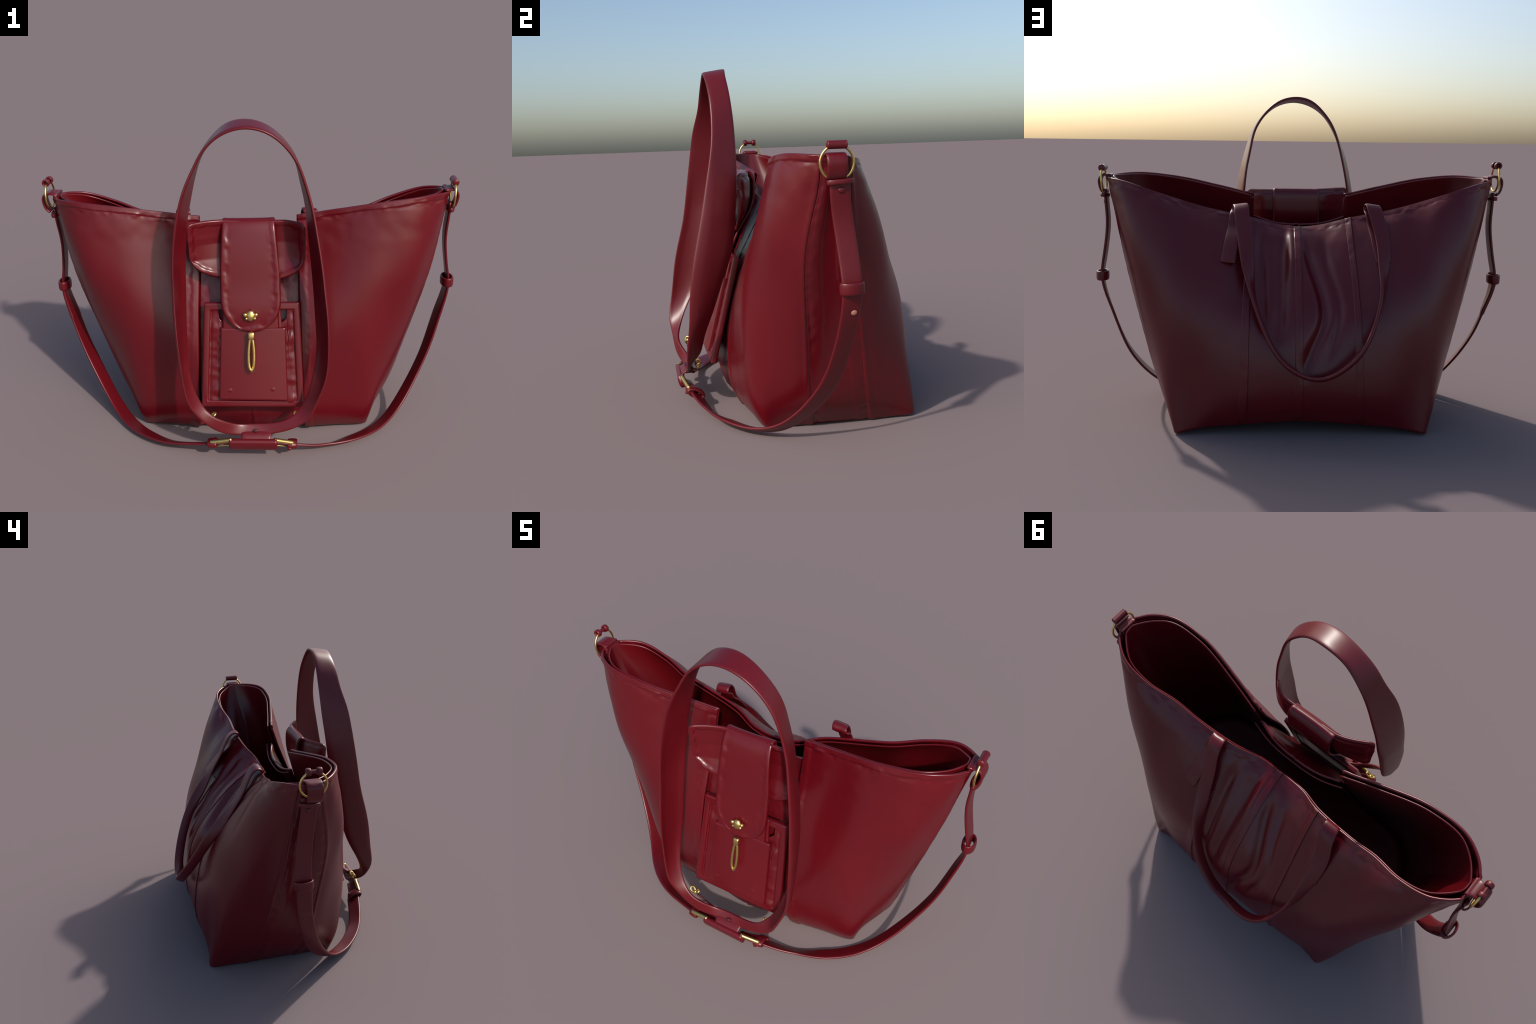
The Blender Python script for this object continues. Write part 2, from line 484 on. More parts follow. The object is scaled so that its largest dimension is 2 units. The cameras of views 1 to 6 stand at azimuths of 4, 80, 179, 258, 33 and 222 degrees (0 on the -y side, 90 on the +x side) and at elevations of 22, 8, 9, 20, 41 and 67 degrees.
FLOOR = 0.395
def lining(Gs, Ns, gap, nm, drop, stretch=1.0):
    """Inner wall: follows the outer one, set inward, from the raised floor to the rim."""
    g = Gs - Ns * (TH + gap)[..., None]
    g = g.copy()
    g[:, :, 2] -= drop
    g[..., 0] *= stretch
    g = g[::2]; n = Ns[::2]
    out = np.zeros((len(g), 50, 3)); no = np.zeros_like(out)
    for i in range(len(g)):
        z = g[i, :, 2]; t0 = np.interp(FLOOR, z, tt)
        tn = np.linspace(t0, 1, 50)
        for c in range(3):
            out[i, :, c] = np.interp(tn, tt, g[i, :, c]); no[i, :, c] = np.interp(tn, tt, n[i, :, c])
    V, F = solid_sheet(out, 0.008, unit(no), lip=0.5)
    add(nm, V, F, M_LINING)
    return out[:, 0]
def sm(x):
    x = np.clip(x, 0, 1); return x * x * (3 - 2 * x)
tipw = np.exp(-((abs(G[:, -1, 0]) - .93) / .10) ** 2)[:, None]
infront = (G0[..., 1] < -.02) * np.clip(1.4 - abs(G0[..., 0]) / .55, 0, 1)
gap = 0.005 + 0.014 * tipw + np.where(G0[..., 1] > 0.0, 0.052, 0.036) * sm((rimd - .02) / .42) + 0.0 * infront
lw = lining(G0, N0, gap, "lining", 0.003)
lm = lining(GM0, NM0, 0.008 + 0.027 * sm((rimm - .02) / .42), "lining", 0.0, 1.07)
loop = np.concatenate([lw, lm[::-1][2:-2]])
c_ = loop.mean(0)
V = []; F = []; m = len(loop)
for k in range(9):
    f = 1.02 - k / 9
    r = c_ + (loop - c_) * f
    r[:, 2] = FLOOR + 0.004 - 0.02 * (1 - f) ** 2
    V += list(r)
V.append(A([c_[0], c_[1], FLOOR - .016]))
V.append(A([c_[0], c_[1], FLOOR - .06])); 
for k in range(8):
    for i in range(m):
        i2 = (i + 1) % m
        F.append((k*m + i, k*m + i2, (k+1)*m + i2, (k+1)*m + i))
for i in range(m):
    i2 = (i + 1) % m
    F.append((8*m + i, 8*m + i2, 9*m)); F.append((i2, i, 9*m + 1))
add("inner_floor", V, F, M_LINING)

# ------------------------------------------------------------------ back handle
tabs = {1: ((.341, .290, .760), (.293, .108, 1.008)), -1: ((-.378, .290, .766), (-.336, .108, 1.004))}
def on_back(x, z):
    m = (uq > ucol["back_corner_l"]) & (uq < ucol["back_corner_r"])
    g = G[m].reshape(-1, 3)
    k = np.argmin((g[:, 0] - x) ** 2 + (g[:, 2] - z) ** 2)
    p = g[k] + Nrm[m].reshape(-1, 3)[k] * 0.012
    return p[1], p[2]
pr = [(.341,None,.760),(.335,None,.800),(.322,None,.870),(.310,None,.930),(.303,.124,.980),(.296,.096,1.002),(.291,.104,1.017),(.286,.126,1.018),(.281,.160,.990),
      (.270,.213,.910),(.256,.275,.815),(.242,.335,.72),(.222,.395,.628),(.191,.445,.538),(.151,.482,.451),(.097,.510,.371),(.018,.529,.312),(-.08,.536,.291),
      (-.169,.543,.330),(-.243,.530,.392),(-.296,.497,.467),(-.332,.452,.553),(-.359,.402,.643),(-.373,.339,.734),(-.380,.275,.828),(-.372,.215,.915),
      (-.352,.163,.990),(-.344,.130,1.021),(-.339,.106,1.020),(-.337,.096,1.002),(-.341,.124,.980),(-.348,None,.930),(-.358,None,.870),(-.370,None,.800),(-.378,None,.766)]
P = A([(x, *on_back(x, z)) if y is None else (x, y - 0.010 * (z < .96), z) for x, y, z in pr])
nP = 220
Ph = smooth_path(P, nP)
s = chord(Ph)
dist_end = np.minimum(s, 1 - s)
# across-direction: along the wall near the tabs, turning edge-on at the bottom
w_top = A([1, 0, 0.0])
Wd = []
for i in range(nP):
    side = 1 if s[i] < .5 else -1
    k = np.clip((dist_end[i] - 0.19) / 0.16, 0, 1); k = k*k*(3-2*k)
    top = unit(A([1, 0.02, side * -0.12])); bot = unit(A([0.15, 0.9, 0.40]))
    Wd.append(unit(top * (1 - k) + bot * k * (1)))
k = np.clip((dist_end - 0.17) / 0.2, 0, 1); k = k*k*(3-2*k)
wid = 0.070 * (1 - k) + 0.052 * k
thk = 0.013 * (1 - k) + 0.021 * k
V, F = sweep(Ph, Wd, wid, thk, power=4 - 1.4 * k)
add("back_handle", V, F, M_STRAP)

# ------------------------------------------------------------------ front handle: a broad closed loop
FE = A([(.022,-.373,1.528),(.124,-.374,1.501),(.194,-.369,1.441),(.244,-.366,1.362),(.275,-.368,1.272),(.299,-.379,1.182),(.315,-.397,1.090),(.329,-.416,.998),(.341,-.435,.903),(.350,-.455,.808),(.358,-.475,.712),(.362,-.492,.616),(.359,-.503,.509),(.343,-.510,.402),(.306,-.520,.300),(.257,-.524,.215),
        (.199,-.522,.175),(.137,-.516,.150),(.074,-.513,.138),(.010,-.516,.137),(-.054,-.519,.138),(-.115,-.535,.159),(-.169,-.549,.198),(-.218,-.558,.250),
        (-.252,-.560,.320),(-.274,-.548,.411),(-.287,-.532,.514),(-.296,-.514,.615),(-.302,-.490,.711),(-.305,-.466,.807),(-.305,-.449,.906),(-.300,-.435,1.004),(-.288,-.421,1.101),(-.268,-.408,1.196),(-.238,-.394,1.285),(-.198,-.381,1.371),(-.147,-.373,1.449),(-.074,-.370,1.504)])
BE = A([(.022,-.268,1.545),(.118,-.277,1.514),(.182,-.275,1.452),(.226,-.271,1.376),(.249,-.267,1.276),(.268,-.266,1.175),(.278,-.267,1.069),(.286,-.273,.964),(.295,-.285,.859),(.304,-.306,.754),(.312,-.344,.660),(.318,-.381,.563),(.312,-.416,.464),(.291,-.446,.367),(.252,-.468,.275),
        (.200,-.495,.225),(.138,-.496,.196),(.073,-.488,.181),(.008,-.485,.176),(-.055,-.497,.184),(-.113,-.525,.218),(-.169,-.535,.256),(-.215,-.520,.305),
        (-.254,-.487,.381),(-.276,-.438,.471),(-.282,-.394,.570),(-.282,-.364,.676),(-.279,-.340,.784),(-.276,-.316,.890),(-.270,-.293,.995),(-.258,-.281,1.103),(-.237,-.270,1.207),(-.211,-.262,1.310),(-.172,-.259,1.410),(-.125,-.262,1.475),(-.060,-.266,1.530)])
FE[24:35] += A([-.004, -.008, 0])
def closed_path(p, n):
    q = np.concatenate([p[-3:], p, p[:4]])
    d = np.r_[0, np.cumsum(np.linalg.norm(np.diff(q, axis=0), axis=1))]
    a, b = d[3], d[3 + len(p)]
    return natural_spline(d, q, np.linspace(a, b, n, endpoint=False))
n = 260
def by_angle(p, n, c=A([.02, .85])):
    q = closed_path(p, 1200)
    th = np.unwrap(np.arctan2(q[:, 0] - c[0], (q[:, 2] - c[1]) * 0.55))
    th = th - th[0]
    if th[-1] < 0: th = -th
    return np.stack([np.interp(np.linspace(0, 2*math.pi, n, endpoint=False), th, q[:, i], period=None) for i in range(3)], 1)
fe = by_angle(FE, n); be = by_angle(BE, n)
wv = fe - be
wl = np.linalg.norm(wv, axis=1)
mid_ = (fe + be) / 2
T_ = unit(np.roll(mid_, -1, 0) - np.roll(mid_, 1, 0)); N_ = np.cross(T_, unit(wv))
out_ = np.sign(np.sum(N_ * (mid_ - A([.02, -.42, .85])), 1))
z_ = mid_[:, 2]
bw_ = 0.017 * np.clip((z_ - .28) / .18, 0, 1) * np.clip((1.15 - z_) / .25, 0, 1) * out_
V, F = sweep(mid_, unit(wv), wl, 0.015, power=6, nsec=36, closed=True, bow=bw_)
handle = add("front_handle", V, F, M_STRAP)
# small oval eyelet near its foot
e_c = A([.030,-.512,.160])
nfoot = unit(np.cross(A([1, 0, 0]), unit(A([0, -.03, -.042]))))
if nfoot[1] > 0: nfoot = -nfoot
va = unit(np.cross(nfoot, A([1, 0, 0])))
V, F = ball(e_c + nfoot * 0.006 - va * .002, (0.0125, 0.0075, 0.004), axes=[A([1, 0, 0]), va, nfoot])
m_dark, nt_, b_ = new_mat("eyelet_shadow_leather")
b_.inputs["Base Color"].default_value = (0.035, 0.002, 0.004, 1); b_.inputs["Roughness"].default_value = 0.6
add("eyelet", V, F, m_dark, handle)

# ------------------------------------------------------------------ pocket
pocket = bpy.data.objects.new("pocket", None)
bpy.context.scene.collection.objects.link(pocket); pocket.parent = root
PV = unit(A([0, .2641, .9645])); PN = unit(A([0, -.9645, .2641])); PX = A([1., 0, 0])
PO = A([0, -.4145, .232])                      # front face, bottom centre line
def pk(x, v, n=0.0):
    return PO + PX * x + PV * v + PN * n
VT = 0.486
def pocket_x(v, side):                         # outline widens towards the foot
    f = 1 - v / VT
    return (.236 + .015 * f) if side > 0 else (-.206 - .020 * f)

def plate(outlines, depth, bevel, name, mat, parent, to_world, fill_res=2):
    """Rounded plate cut from 2D outlines (first is outer, others are holes)."""
    cu = bpy.data.curves.new(name, "CURVE")
    cu.dimensions = "2D"; cu.fill_mode = "BOTH"
    cu.extrude = max(depth / 2 - bevel, 0.0002); cu.bevel_depth = bevel; cu.bevel_resolution = fill_res
    cu.offset = -bevel
    for o in outlines:
        sp = cu.splines.new("POLY"); sp.points.add(len(o) - 1)
        for p, q in zip(sp.points, o):
            p.co = (q[0], q[1], 0, 1)
        sp.use_cyclic_u = True
    tmp = bpy.data.objects.new("tmp", cu)
    bpy.context.scene.collection.objects.link(tmp)
    dg = bpy.context.evaluated_depsgraph_get()
    me = bpy.data.meshes.new_from_object(tmp.evaluated_get(dg))
    bpy.data.objects.remove(tmp); bpy.data.curves.remove(cu)
    bm = bmesh.new(); bm.from_mesh(me)
    bmesh.ops.remove_doubles(bm, verts=bm.verts, dist=1e-5)
    for v in bm.verts:
        v.co = Vector(to_world(v.co.x, v.co.y, v.co.z))
    bmesh.ops.recalc_face_normals(bm, faces=bm.faces)
    bm.to_mesh(me); bm.free()
    me.name = name
    me.materials.clear(); me.materials.append(mat)
    me.polygons.foreach_set("use_smooth", [True] * len(me.polygons))
    try:
        me.set_sharp_from_angle(angle=math.radians(50))
    except Exception:
        pass
    ob = bpy.data.objects.new(name, me)
    bpy.context.scene.collection.objects.link(ob); ob.parent = parent
    return ob

def densify(o, step=0.012):
    out = []
    for a, b in zip(o, o[1:] + o[:1]):
        a = A(a); b = A(b); k = max(1, int(np.linalg.norm(b - a) / step))
        out += [tuple(a + (b - a) * i / k) for i in range(k)]
    return out
outer = densify([(pocket_x(0, -1) - .003, -.011), (pocket_x(0, 1) + .003, -.011), (pocket_x(VT, 1), VT), (pocket_x(VT, -1), VT)])
bw = 0.030
hole = densify([(pocket_x(0, -1) + bw, bw - .008), (pocket_x(VT, -1) + bw, VT - 0.036), (pocket_x(VT, 1) - bw, VT - 0.036), (pocket_x(0, 1) - bw, bw - .008)])
plate([outer, hole], 0.030, 0.008, "pocket_frame", M_LEATHER, pocket, lambda x, y, z: pk(x, y, z - 0.014))
# the puckered face inside the frame; its upper edge leaves two small openings
n1, n2 = 130, 90
S = np.zeros((n1, n2, 3))
for i in range(n1):
    a = i / (n1 - 1)
    for j in range(n2):
        b = j / (n2 - 1)
        v0 = 0.012
        xa0 = pocket_x(0, -1) + 0.012; xb0 = pocket_x(0, 1) - 0.012
        x = xa0 + (xb0 - xa0) * a
        q_ = min(max((abs(x - 0.017) - .128) / 0.043, 0), 1)
        v1 = 0.384 + 0.030 * q_ ** 1.6 + 0.06 * min(max((abs(x - .017) - .169) / .004, 0), 1)
        # slanted lower edge of each opening
        v = v0 + (v1 - v0) * b
        xl = pocket_x(v, -1) + 0.012; xr = pocket_x(v, 1) - 0.012
        x = xl + (xr - xl) * a
        S[i, j] = (x, v, 0)
nzp = np.array([mnoise.fractal(Vector((p[0]*9, p[1]*17, 2.2)), 1., 2., 2) for p in S.reshape(-1, 3)]).reshape(n1, n2)
edgex = np.minimum(S[..., 0] - S[:1, :, 0], S[-1:, :, 0] - S[..., 0])
inn = np.minimum(abs(S[..., 0] + .138), abs(S[..., 0] - .172))
h = -0.004 + 0.010 * nzp * np.exp(-((edgex - .045) / .030) ** 2) - 0.004 * np.exp(-((edgex - .022) / .007) ** 2)
Sw = A([[pk(S[i, j, 0], S[i, j, 1], h[i, j]) for j in range(n2)] for i in range(n1)])
V, F = solid_sheet(Sw, 0.010, np.broadcast_to(PN, Sw.shape), lip=0.3)
add("pocket_face", V, F, M_LEATHER, pocket)
# upright that carries the strap, and the flat outer pocket
V1 = 0.372
ip = densify([(-.143, .028), (.178, .022), (.171, V1), (-.130, V1)])
plate([ip], 0.030, 0.009, "outer_pocket", M_LEATHER, pocket, lambda x, y, z: pk(x, y, z + 0.0 + 0.003 - 0.008*(y - .03)/.35*0 ) )
up = densify([(-.128, V1 - .01), (.156, V1 - .01), (.146, VT + .002), (-.112, VT + .002)])
plate([up], 0.016, 0.005, "pocket_yoke", M_LEATHER, pocket, lambda x, y, z: pk(x, y, z - 0.004))
for x, v in ((-.092, .075), (.108, .080)):
    V, F = ball(pk(x, v, 0.0155), (0.016, 0.013, 0.004), axes=[PX, PV, PN])
    add("bump", V, F, M_LEATHER, pocket)

# --- flap: an upright half-round band behind the strap, ends bent forward
n1, n2 = 90, 50
S = np.zeros((n1, n2, 3)); bd = np.zeros((n1, n2))
def ztop(x):
    a = abs(x)
    e = max(0, (a - .238) / .024)
    return 1.070 + (.010 if x < 0 else 0.0) * min(a / .2, 1) - .024 * (1 - math.sqrt(max(0, 1 - e * e)))
def zbot(x):
    a = min(abs(x) / .262, 1)
    return (0.814 if x < 0 else 0.814 - 0.011 * min(x / .1, 1)) + 0.115 * (1 - math.sqrt(max(0, 1 - a ** (2.7 if x < 0 else 3.2))))
def yband(x, z):
    y = np.interp(z, [.81, .85, .90, .97, 1.02, 1.08], [-.264, -.254, -.226, -.207, -.205, -.208])
    k = 0.30 + 0.70 * min(max((z - .83) / .17, 0), 1)
    return y - k * (0.072 * max(0, (-x - .10) / .16) ** 1.5 + 0.056 * max(0, (x - .17) / .09) ** 1.5)
for i in range(n1):
    x = .262 * math.sin(-math.pi/2 + math.pi * i / (n1 - 1))
    for j in range(n2):
        z = zbot(x) + (ztop(x) - zbot(x)) * j / (n2 - 1)
        S[i, j] = (x, yband(x, z), z)
        bd[i, j] = min(z - zbot(x), ztop(x) - z, (.262 - abs(x)) * 1.0)
N = grid_normals(S)
if np.mean(N[..., 1]) > 0: N = -N
nb = fbm(S.reshape(-1, 3), 30, 2, 9.).reshape(n1, n2)
hb = 0.005 * step((bd - 0.020 - 0.004 * nb) / 0.0018) + 0.002 * nb * np.exp(-((bd - .022) / .012) ** 2)
S = S + N * hb[..., None]
V, F = solid_sheet(S, 0.014, N, lip=0.4)
add("flap", V, F, M_LEATHER, pocket)

# --- closing strap: rises behind the flap, turns over its top and hangs to a rounded tongue
yz = [(-.322,.585),(-.300,.670),(-.268,.755),(-.232,.825),(-.186,.895),(-.166,.960),(-.163,1.020),(-.170,1.062),(-.192,1.082),(-.218,1.066),(-.243,1.020),(-.262,.960),(-.278,.900),(-.290,.850),(-.309,.775),(-.332,.695),(-.345,.630),(-.350,.583)]
pp = smooth_path([(0, y, z) for y, z in yz], 170)
ss = chord(pp)
k_top = int(np.argmax(pp[:, 2]))
half = np.zeros(len(pp)); ctr = np.zeros(len(pp))
for i in range(len(pp)):
    z = pp[i, 2]
    if i < k_top:
        half[i] = np.interp(z, [.6, .8, .95, 1.08], [.125, .120, .110, .113]); ctr[i] = .010
    else:
        base = np.interp(z, [.60, .78, .86, 1.0, 1.08], [.132, .132, .131, .121, .115])
        d = z - .583
        half[i] = base * math.sqrt(max(0, 1 - max(0, (1 - d / .155)) ** 2.3)) if d < .155 else base
        half[i] = max(half[i], 0.004)
        ctr[i] = np.interp(z, [.6, .85, 1.08], [.016, .013, .009])
n2 = 41
S = np.zeros((len(pp), n2, 3)); bd = np.zeros((len(pp), n2))
for i in range(len(pp)):
    for j in range(n2):
        a = -1 + 2 * j / (n2 - 1)
        S[i, j] = (ctr[i] + half[i] * a, pp[i, 1] + 0.004 * a * a, pp[i, 2])
        bd[i, j] = min(half[i] * (1 - abs(a)), (1 - ss[i]) * 1.02 if i > k_top else 1)
N = grid_normals(S)
if N[-40, n2 // 2, 1] > 0: N = -N
nb = fbm(S.reshape(-1, 3), 24, 2, 4.).reshape(bd.shape)
hb = 0.0045 * step((bd - 0.018 - 0.004 * nb) / 0.0018) + 0.003 * nb * np.exp(-((bd - .022) / .014) ** 2)
hb *= (0.15 + 0.85 * np.clip((np.arange(len(pp)) - k_top - 4) / 16, 0, 1))[:, None]
S = S + N * hb[..., None]
V, F = solid_sheet(S, 0.014, N, lip=0.45)
strap = add("closing_strap", V, F, M_LEATHER, pocket)

# --- gold stud: a domed disc with four small lobes
SN = unit(A([0, -.957, .29])); SV = unit(A([0, .29, .957]))
sc = A([.014, -.354, .667])
parts = [ball(sc, (.021, .026, .012), axes=[PX, SV, SN])]
for dx, dv, r in ((-.025, .004, .0105), (.025, .004, .0105), (-.019, -.014, .007), (.019, -.013, .0075)):
    parts.append(ball(sc + PX * dx + SV * dv, (r, r, r * .9), axes=[PX, SV, SN]))
V, F = join(*parts)
add("stud", V, F, M_GOLD, pocket)
# --- gold pull: a cap and a long pointed loop
c0 = A([.015, -.368, .572])
V1_, F1_ = sweep(A([c0 + PV * v + PN * .004 for v in (.018, .016, .006, -.006, -.016, -.020)]), PX, A([.020, .029, .030, .029, .027, .018]), A([.010, .018, .021, .020, .018, .010]), power=4)
lp = []
for th in np.linspace(0, 2 * math.pi, 56, endpoint=False):
    v = -0.075 + 0.075 * math.cos(th)
    f = (v + 0.150) / 0.150
    x = 0.0140 * math.copysign(abs(math.sin(th)) ** 0.8, math.sin(th)) * (0.75 + 0.3 * (1 - f))
    lp.append(c0 + PX * (x - .0015 * (1 - f)) + PV * (v - 0.010) + PN * .004)
Vt, Ft = tube(A(lp), 0.0070, closed=True)
Vp, Fp = ball(c0 + PV * (-0.160) + PN * .004, (.008, .012, .007), axes=[PX, PV, PN])
V, F = join((V1_, F1_), (Vt, Ft), (Vp, Fp))
add("zip_pull", V, F, M_GOLD, pocket)

# ------------------------------------------------------------------ shoulder strap
top_path = [(.944,.012,1.085),(.942,.013,1.020),(.937,.018,.960),(.936,.025,.900),(.942,.033,.830),(.955,.041,.740)]
right = [(.963,.045,.655,.08,-.99,.03),(.928,.034,.505,.263,-.963,.052),(.894,.013,.391,.301,-.946,.119),(.855,-.017,.284,.294,-.929,.223),(.804,-.063,.190,.351,-.879,.322),(.748,-.121,.111,.458,-.817,.350),(.676,-.200,.045,.559,-.707,.434),(.585,-.299,.023,.54,-.76,.36),(.481,-.380,.027,.43,-.82,.36),(.356,-.432,.024,.230,-.728,.645),(.275,-.463,.042,.10,-.78,.60),(.200,-.484,.062,0,-.80,.56)]
left = [(-.966,.042,.655,-.01,-.998,.069),(-.934,.029,.512,-.269,-.961,.061),(-.898,.007,.397,-.307,-.943,.126),(-.852,-.026,.291,-.389,-.909,.153),(-.798,-.070,.194,-.442,-.872,.209),(-.741,-.123,.111,-.469,-.840,.273),(-.672,-.194,.046,-.607,-.731,.312),(-.589,-.286,.022,-.684,-.70,.25),(-.499,-.365,.025,-.568,-.751,.33),(-.396,-.424,.029,-.433,-.771,.468),(-.287,-.464,.049,-.337,-.783,.523),(-.180,-.493,.070,-.285,-.840,.462)]
straps = bpy.data.objects.new("shoulder_strap", None)
bpy.context.scene.collection.objects.link(straps); straps.parent = root
for sgn, low in ((1, right), (-1, left)):
    low = A(low, float)
    p = np.concatenate([A(top_path) * A([sgn, 1, 1]), low[:, :3]])
    wn = np.concatenate([np.tile(A([0, -1, -.06]), (6, 1)), low[:, 3:]])
    q = smooth_path(p, 150)
    w = np.stack([np.interp(np.linspace(0, 1, 150), chord(p), wn[:, i]) for i in range(3)], 1)
    sq = chord(q)
    wv = np.interp(sq, [0, .3, .5, .75, 1], [.078, .078, .078, .076, .074])
    th = np.full(150, 0.014)
    if sgn < 0:
        th = np.where((sq > .24) & (sq < .345), 0.021, th)
    V, F = sweep(q, w, wv, th, power=6)
    add("strap_band", V, F, M_STRAP, straps)
    # keeper loop around the strap
    k = int(np.argmin(abs(q[:, 2] - .662)))
    T = unit(q[k + 1] - q[k - 1]); Wk = unit(w[k] - T * np.dot(w[k], T)); Nk = np.cross(T, Wk)
    c = q[k]
    Pk = circle(c, Wk, Nk, .043, .0255)
    V, F = sweep(Pk, np.tile(T, (len(Pk), 1)), 0.046, 0.011, power=3.2, closed=True)
    add("keeper", V, F, M_STRAP, straps)
    # narrow keeper at the top, below the ring
    k = int(np.argmin(abs(q[:, 2] - 1.048)))
    Pk = circle(q[k] + A([sgn * .006, 0.0, 0.004]), unit(w[k]), A([1., 0, 0]), .047, .017)
    V, F = sweep(Pk, np.tile(A([0, 0, 1.]), (len(Pk), 1)), 0.019, 0.008, power=2.6, closed=True)
    add("keeper", V, F, M_STRAP, straps)
    V, F = ball(q[k] + A([sgn * .007, .004, -.026]), (.006, .014, .012))
    add("bump", V, F, M_STRAP, straps)
    if sgn > 0:
        k = int(np.argmin(abs(q[:, 2] - .566)))
        T = unit(q[k+1]-q[k-1]); Wk = unit(w[k] - T*np.dot(w[k], T)); Nk = np.cross(T, Wk)
        if Nk[0] < 0: Nk = -Nk
        V, F = ball(q[k] + Nk * .0065 - Wk * .012, (.0125, .0105, .003), axes=[Wk, T, Nk])
        add("stud", V, F, M_COPPER, straps)
    else:
        k = int(np.argmin(abs(q[:, 2] - .500)))
        V, F = ball(q[k] + A([-.006, .0, .0]), (.006, .008, .004))
        add("eyelet", V, F, m_dark, straps)

# ------------------------------------------------------------------ rings and tabs at the two tips
for sgn in (1, -1):
    zc = 1.122 if sgn > 0 else 1.152
    xc = 0.957 * sgn if sgn > 0 else -0.963
    lean = A([.06 * sgn, 0, 1.]); lean = unit(lean)
    c = A([xc, -.001, zc])
    V, F = tube(circle(c, A([0, 1., 0]), lean, .0625, .0625, 64), 0.0052, closed=True)
    ring = add("strap_ring", V, F, M_GOLD)
    top = c + lean * .0625
    if sgn > 0:
        V, F = sweep(A([top + A([0, y, 0.001]) for y in np.linspace(-.035, .035, 16)]), A([1., 0, 0]), 0.031, 0.031, power=2.2)
        Vb, Fb = ball(top + A([0, -.033, .001]), (.0165, .006, .0165)); Vc, Fc = ball(top + A([0, .033, .001]), (.0165, .006, .0165))
        V, F = join((V, F), (Vb, Fb), (Vc, Fc))
    else:
        pts_ = [top + A([0, y, 0.001]) for y in np.linspace(-.026, .026, 14)]
        V, F = sweep(A(pts_), A([1., 0, 0]), 0.018, 0.018, power=2)
        prt = [(V, F)]
        for y in (-.026, .026):
            pr_ = circle(top + A([0, y, .001]), A([1., 0, 0]), A([0, 0, 1.]), .0135, .0135, 28)
            prt.append(sweep(pr_, A([0, 1., 0]), 0.022, 0.010, power=2.6, closed=True))
        V, F = join(*prt)
    add("ring_loop", V, F, M_STRAP, ring)
    # leather tab arching from inside the rim over the ring's foot and down the strap
    o = 0.0 if sgn > 0 else 0.010
    dx = 0.0 if sgn > 0 else 0.014
    tp = [(.905, 1.075 + o*.3), (.914, 1.120 + o*.5), (.930, 1.146 + o), (.955, 1.152 + o), (.969 + dx, 1.143 + o), (.976 + dx, 1.124 + o), (.973 + dx, 1.098 + o*.8), (.965 + dx*.8, 1.076 + o*.6), (.956 + dx*.5, 1.066 + o*.5)]
    q = smooth_path([(x * sgn, -.004, z) for x, z in tp], 48)
    sq = chord(q)
    V, F = sweep(q, A([0, 1., 0]), np.interp(sq, [0, .35, .5, 1], [.086, .080, .076, .074]), 0.013, power=6)
    add("ring_tab", V, F, M_STRAP, ring)
    q = A([(.925 * sgn, y, 1.150 + o * .6) for y in np.linspace(-.043, .040, 14)])
    V, F = sweep(q, A([1., 0, 0]), 0.022, 0.014, power=3)
    add("tab_fold", V, F, M_STRAP, ring)

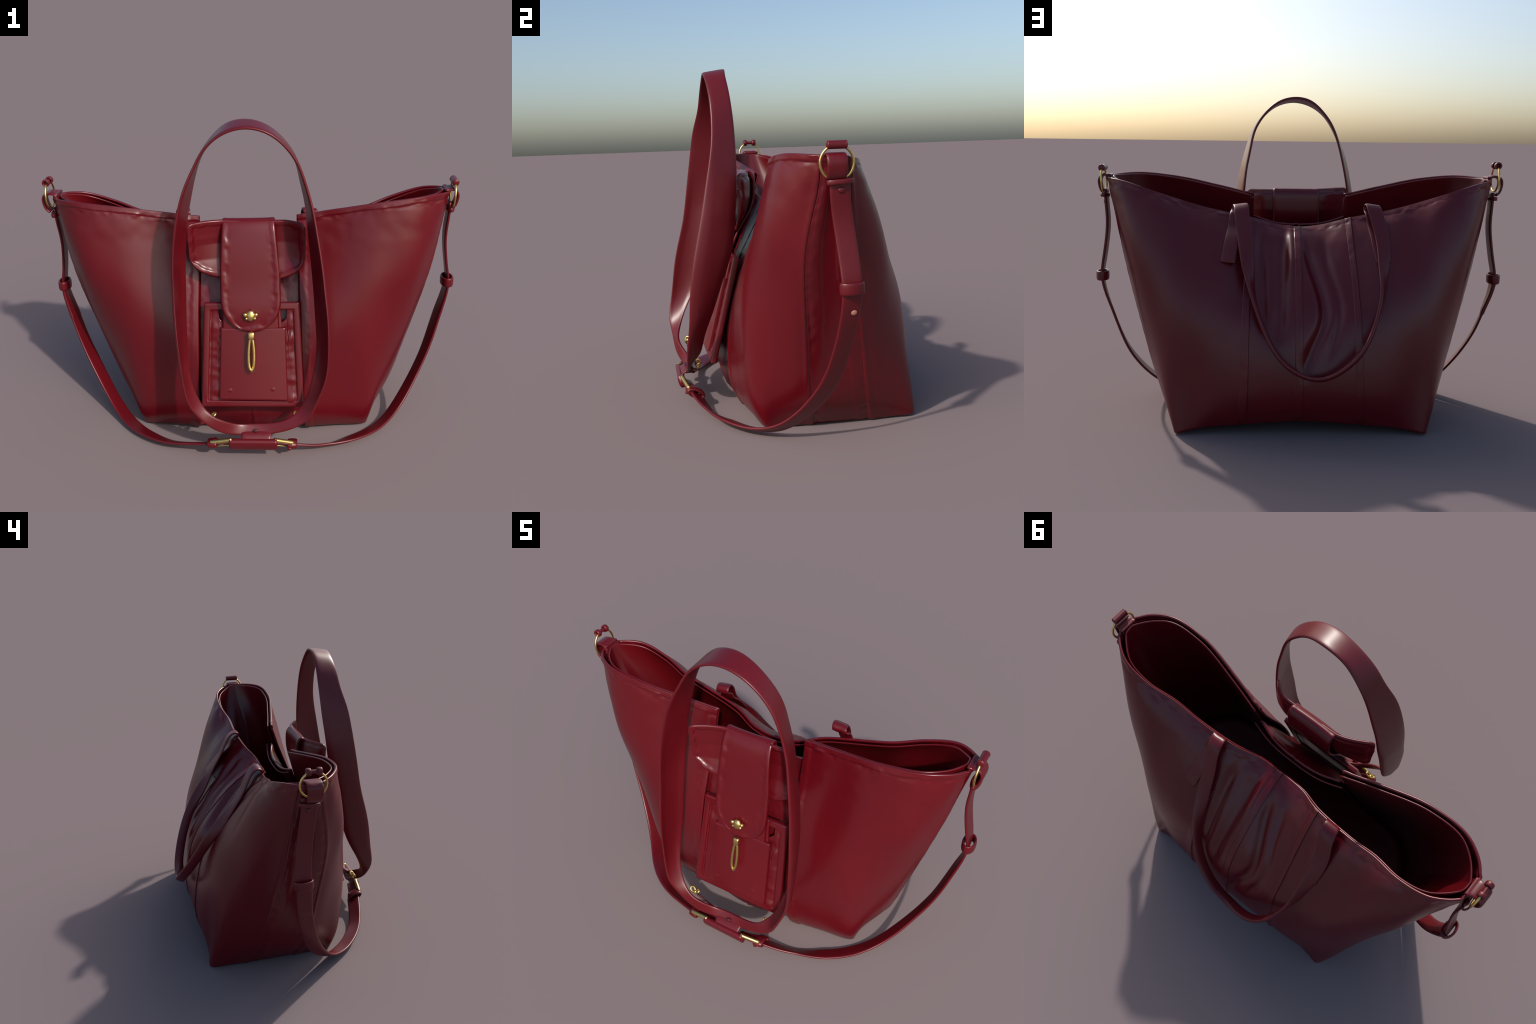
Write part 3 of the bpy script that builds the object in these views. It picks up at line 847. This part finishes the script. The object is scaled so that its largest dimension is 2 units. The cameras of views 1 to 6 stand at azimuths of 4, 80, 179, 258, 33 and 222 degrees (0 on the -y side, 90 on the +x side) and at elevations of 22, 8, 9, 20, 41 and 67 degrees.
# ------------------------------------------------------------------ buckle bar that joins handle and strap
buckle = bpy.data.objects.new("strap_buckle", None)
bpy.context.scene.collection.objects.link(buckle); buckle.parent = root
up_ = unit(A([0, -.28, .96]))
q = A([(x, -.540, .103) for x in np.linspace(-.092, .128, 24)]) + np.outer(np.linspace(0, 1, 24), A([0, -.004, 0.002]))
V, F = sweep(q, up_, 0.060, 0.032, power=2.8)
add("roll", V, F, M_STRAP, buckle)
q = smooth_path([(.032, -.505, .150), (.032, -.526, .140), (.032, -.540, .126)], 10)
V, F = sweep(q, A([1., 0, 0]), np.linspace(.142, .132, 10), 0.012, power=12)
add("tongue", V, F, M_STRAP, buckle)
for sgn, xa, xb, dy, dz in ((1, .124, .200, 0, -.004), (-1, -.090, -.178, -.016, .008)):
    fa = A([xa, -.541, .125]); fb = A([xb, -.515 + dy, .097 + dz])
    V, F = tube(A([fa + (fb - fa) * t for t in np.linspace(-.12, 1.02, 12)]), 0.0105)
    V2, F2 = tube(A([fa + A([0, .02, -.042]) + (fb + A([0, .02, -.035]) - fa - A([0, .02, -.042])) * t for t in np.linspace(-.1, 1, 10)]), 0.0035)
    V3, F3 = tube(A([fb, fb + A([sgn*.006, .012, -.010]), fb + A([0, .022, -.036])]), 0.007)
    V, F = join((V, F), (V2, F2), (V3, F3))
    add("buckle_frame", V, F, M_GOLD, buckle)
    # strap continuing between the roll and the knot
    q = smooth_path([(xa - sgn*.03, -.522, .100), (xa + sgn*.03, -.512, .094), (xb, -.490 + dy, .076 + dz)], 14)
    V, F = sweep(q, A([0, -.90, .42]), np.linspace(.050, .070, 14), 0.012, power=5)
    add("strap_end", V, F, M_STRAP, buckle)
    # knotted keeper at the strap's end
    kc = A([xb - sgn*.004, -.489 + dy, .074 + dz])
    Wk = unit(A([0, -.90, .42])); T = unit(A([sgn, .20, -.14])); Nk = np.cross(T, Wk)
    V, F = sweep(circle(kc, Wk, Nk, .038, .0165, 36), np.tile(T, (36, 1)), 0.046, 0.015, power=2.8, closed=True)
    add("keeper", V, F, M_STRAP, buckle)
    for a_, r_ in ((-.030, .010), (.028, .008)):
        V, F = ball(kc + Wk * -a_ + Nk * .016 - T * .012, r_)
        add("knot", V, F, M_STRAP, buckle)
# two thin leather ties with gold clasps behind the foot of the handle
for gx, gy, gz in ((.230, -.472, .204), (-.180, -.487, .212)):
    c = A([gx, gy, gz]); s_ = np.sign(gx)
    q = smooth_path([(.02 + .04*s_, -.490, .150), (c[0]*.6, -.480, .160), (c[0]*.93, c[1], c[2]-.014)], 30)
    V, F = sweep(q, A([0, -.5, .8]), np.linspace(.010, .020, 30), 0.009, power=3)
    add("tie", V, F, M_STRAP, buckle)
    prt = [ball(c, (.010, .010, .012))]
    for sx, sz in ((-.013, .014), (.013, .010)):
        a1 = unit(A([sx, 0, sz])); a2 = unit(A([.1, 1., .35])); 
        prt.append(tube(circle(c + A([sx, 0, sz]), a1, a2, .0145, .0105, 28), 0.0056, closed=True, nsec=10))
    V, F = join(*prt)
    add("clasp", V, F, M_GOLD, buckle)
bpy.context.view_layer.update()
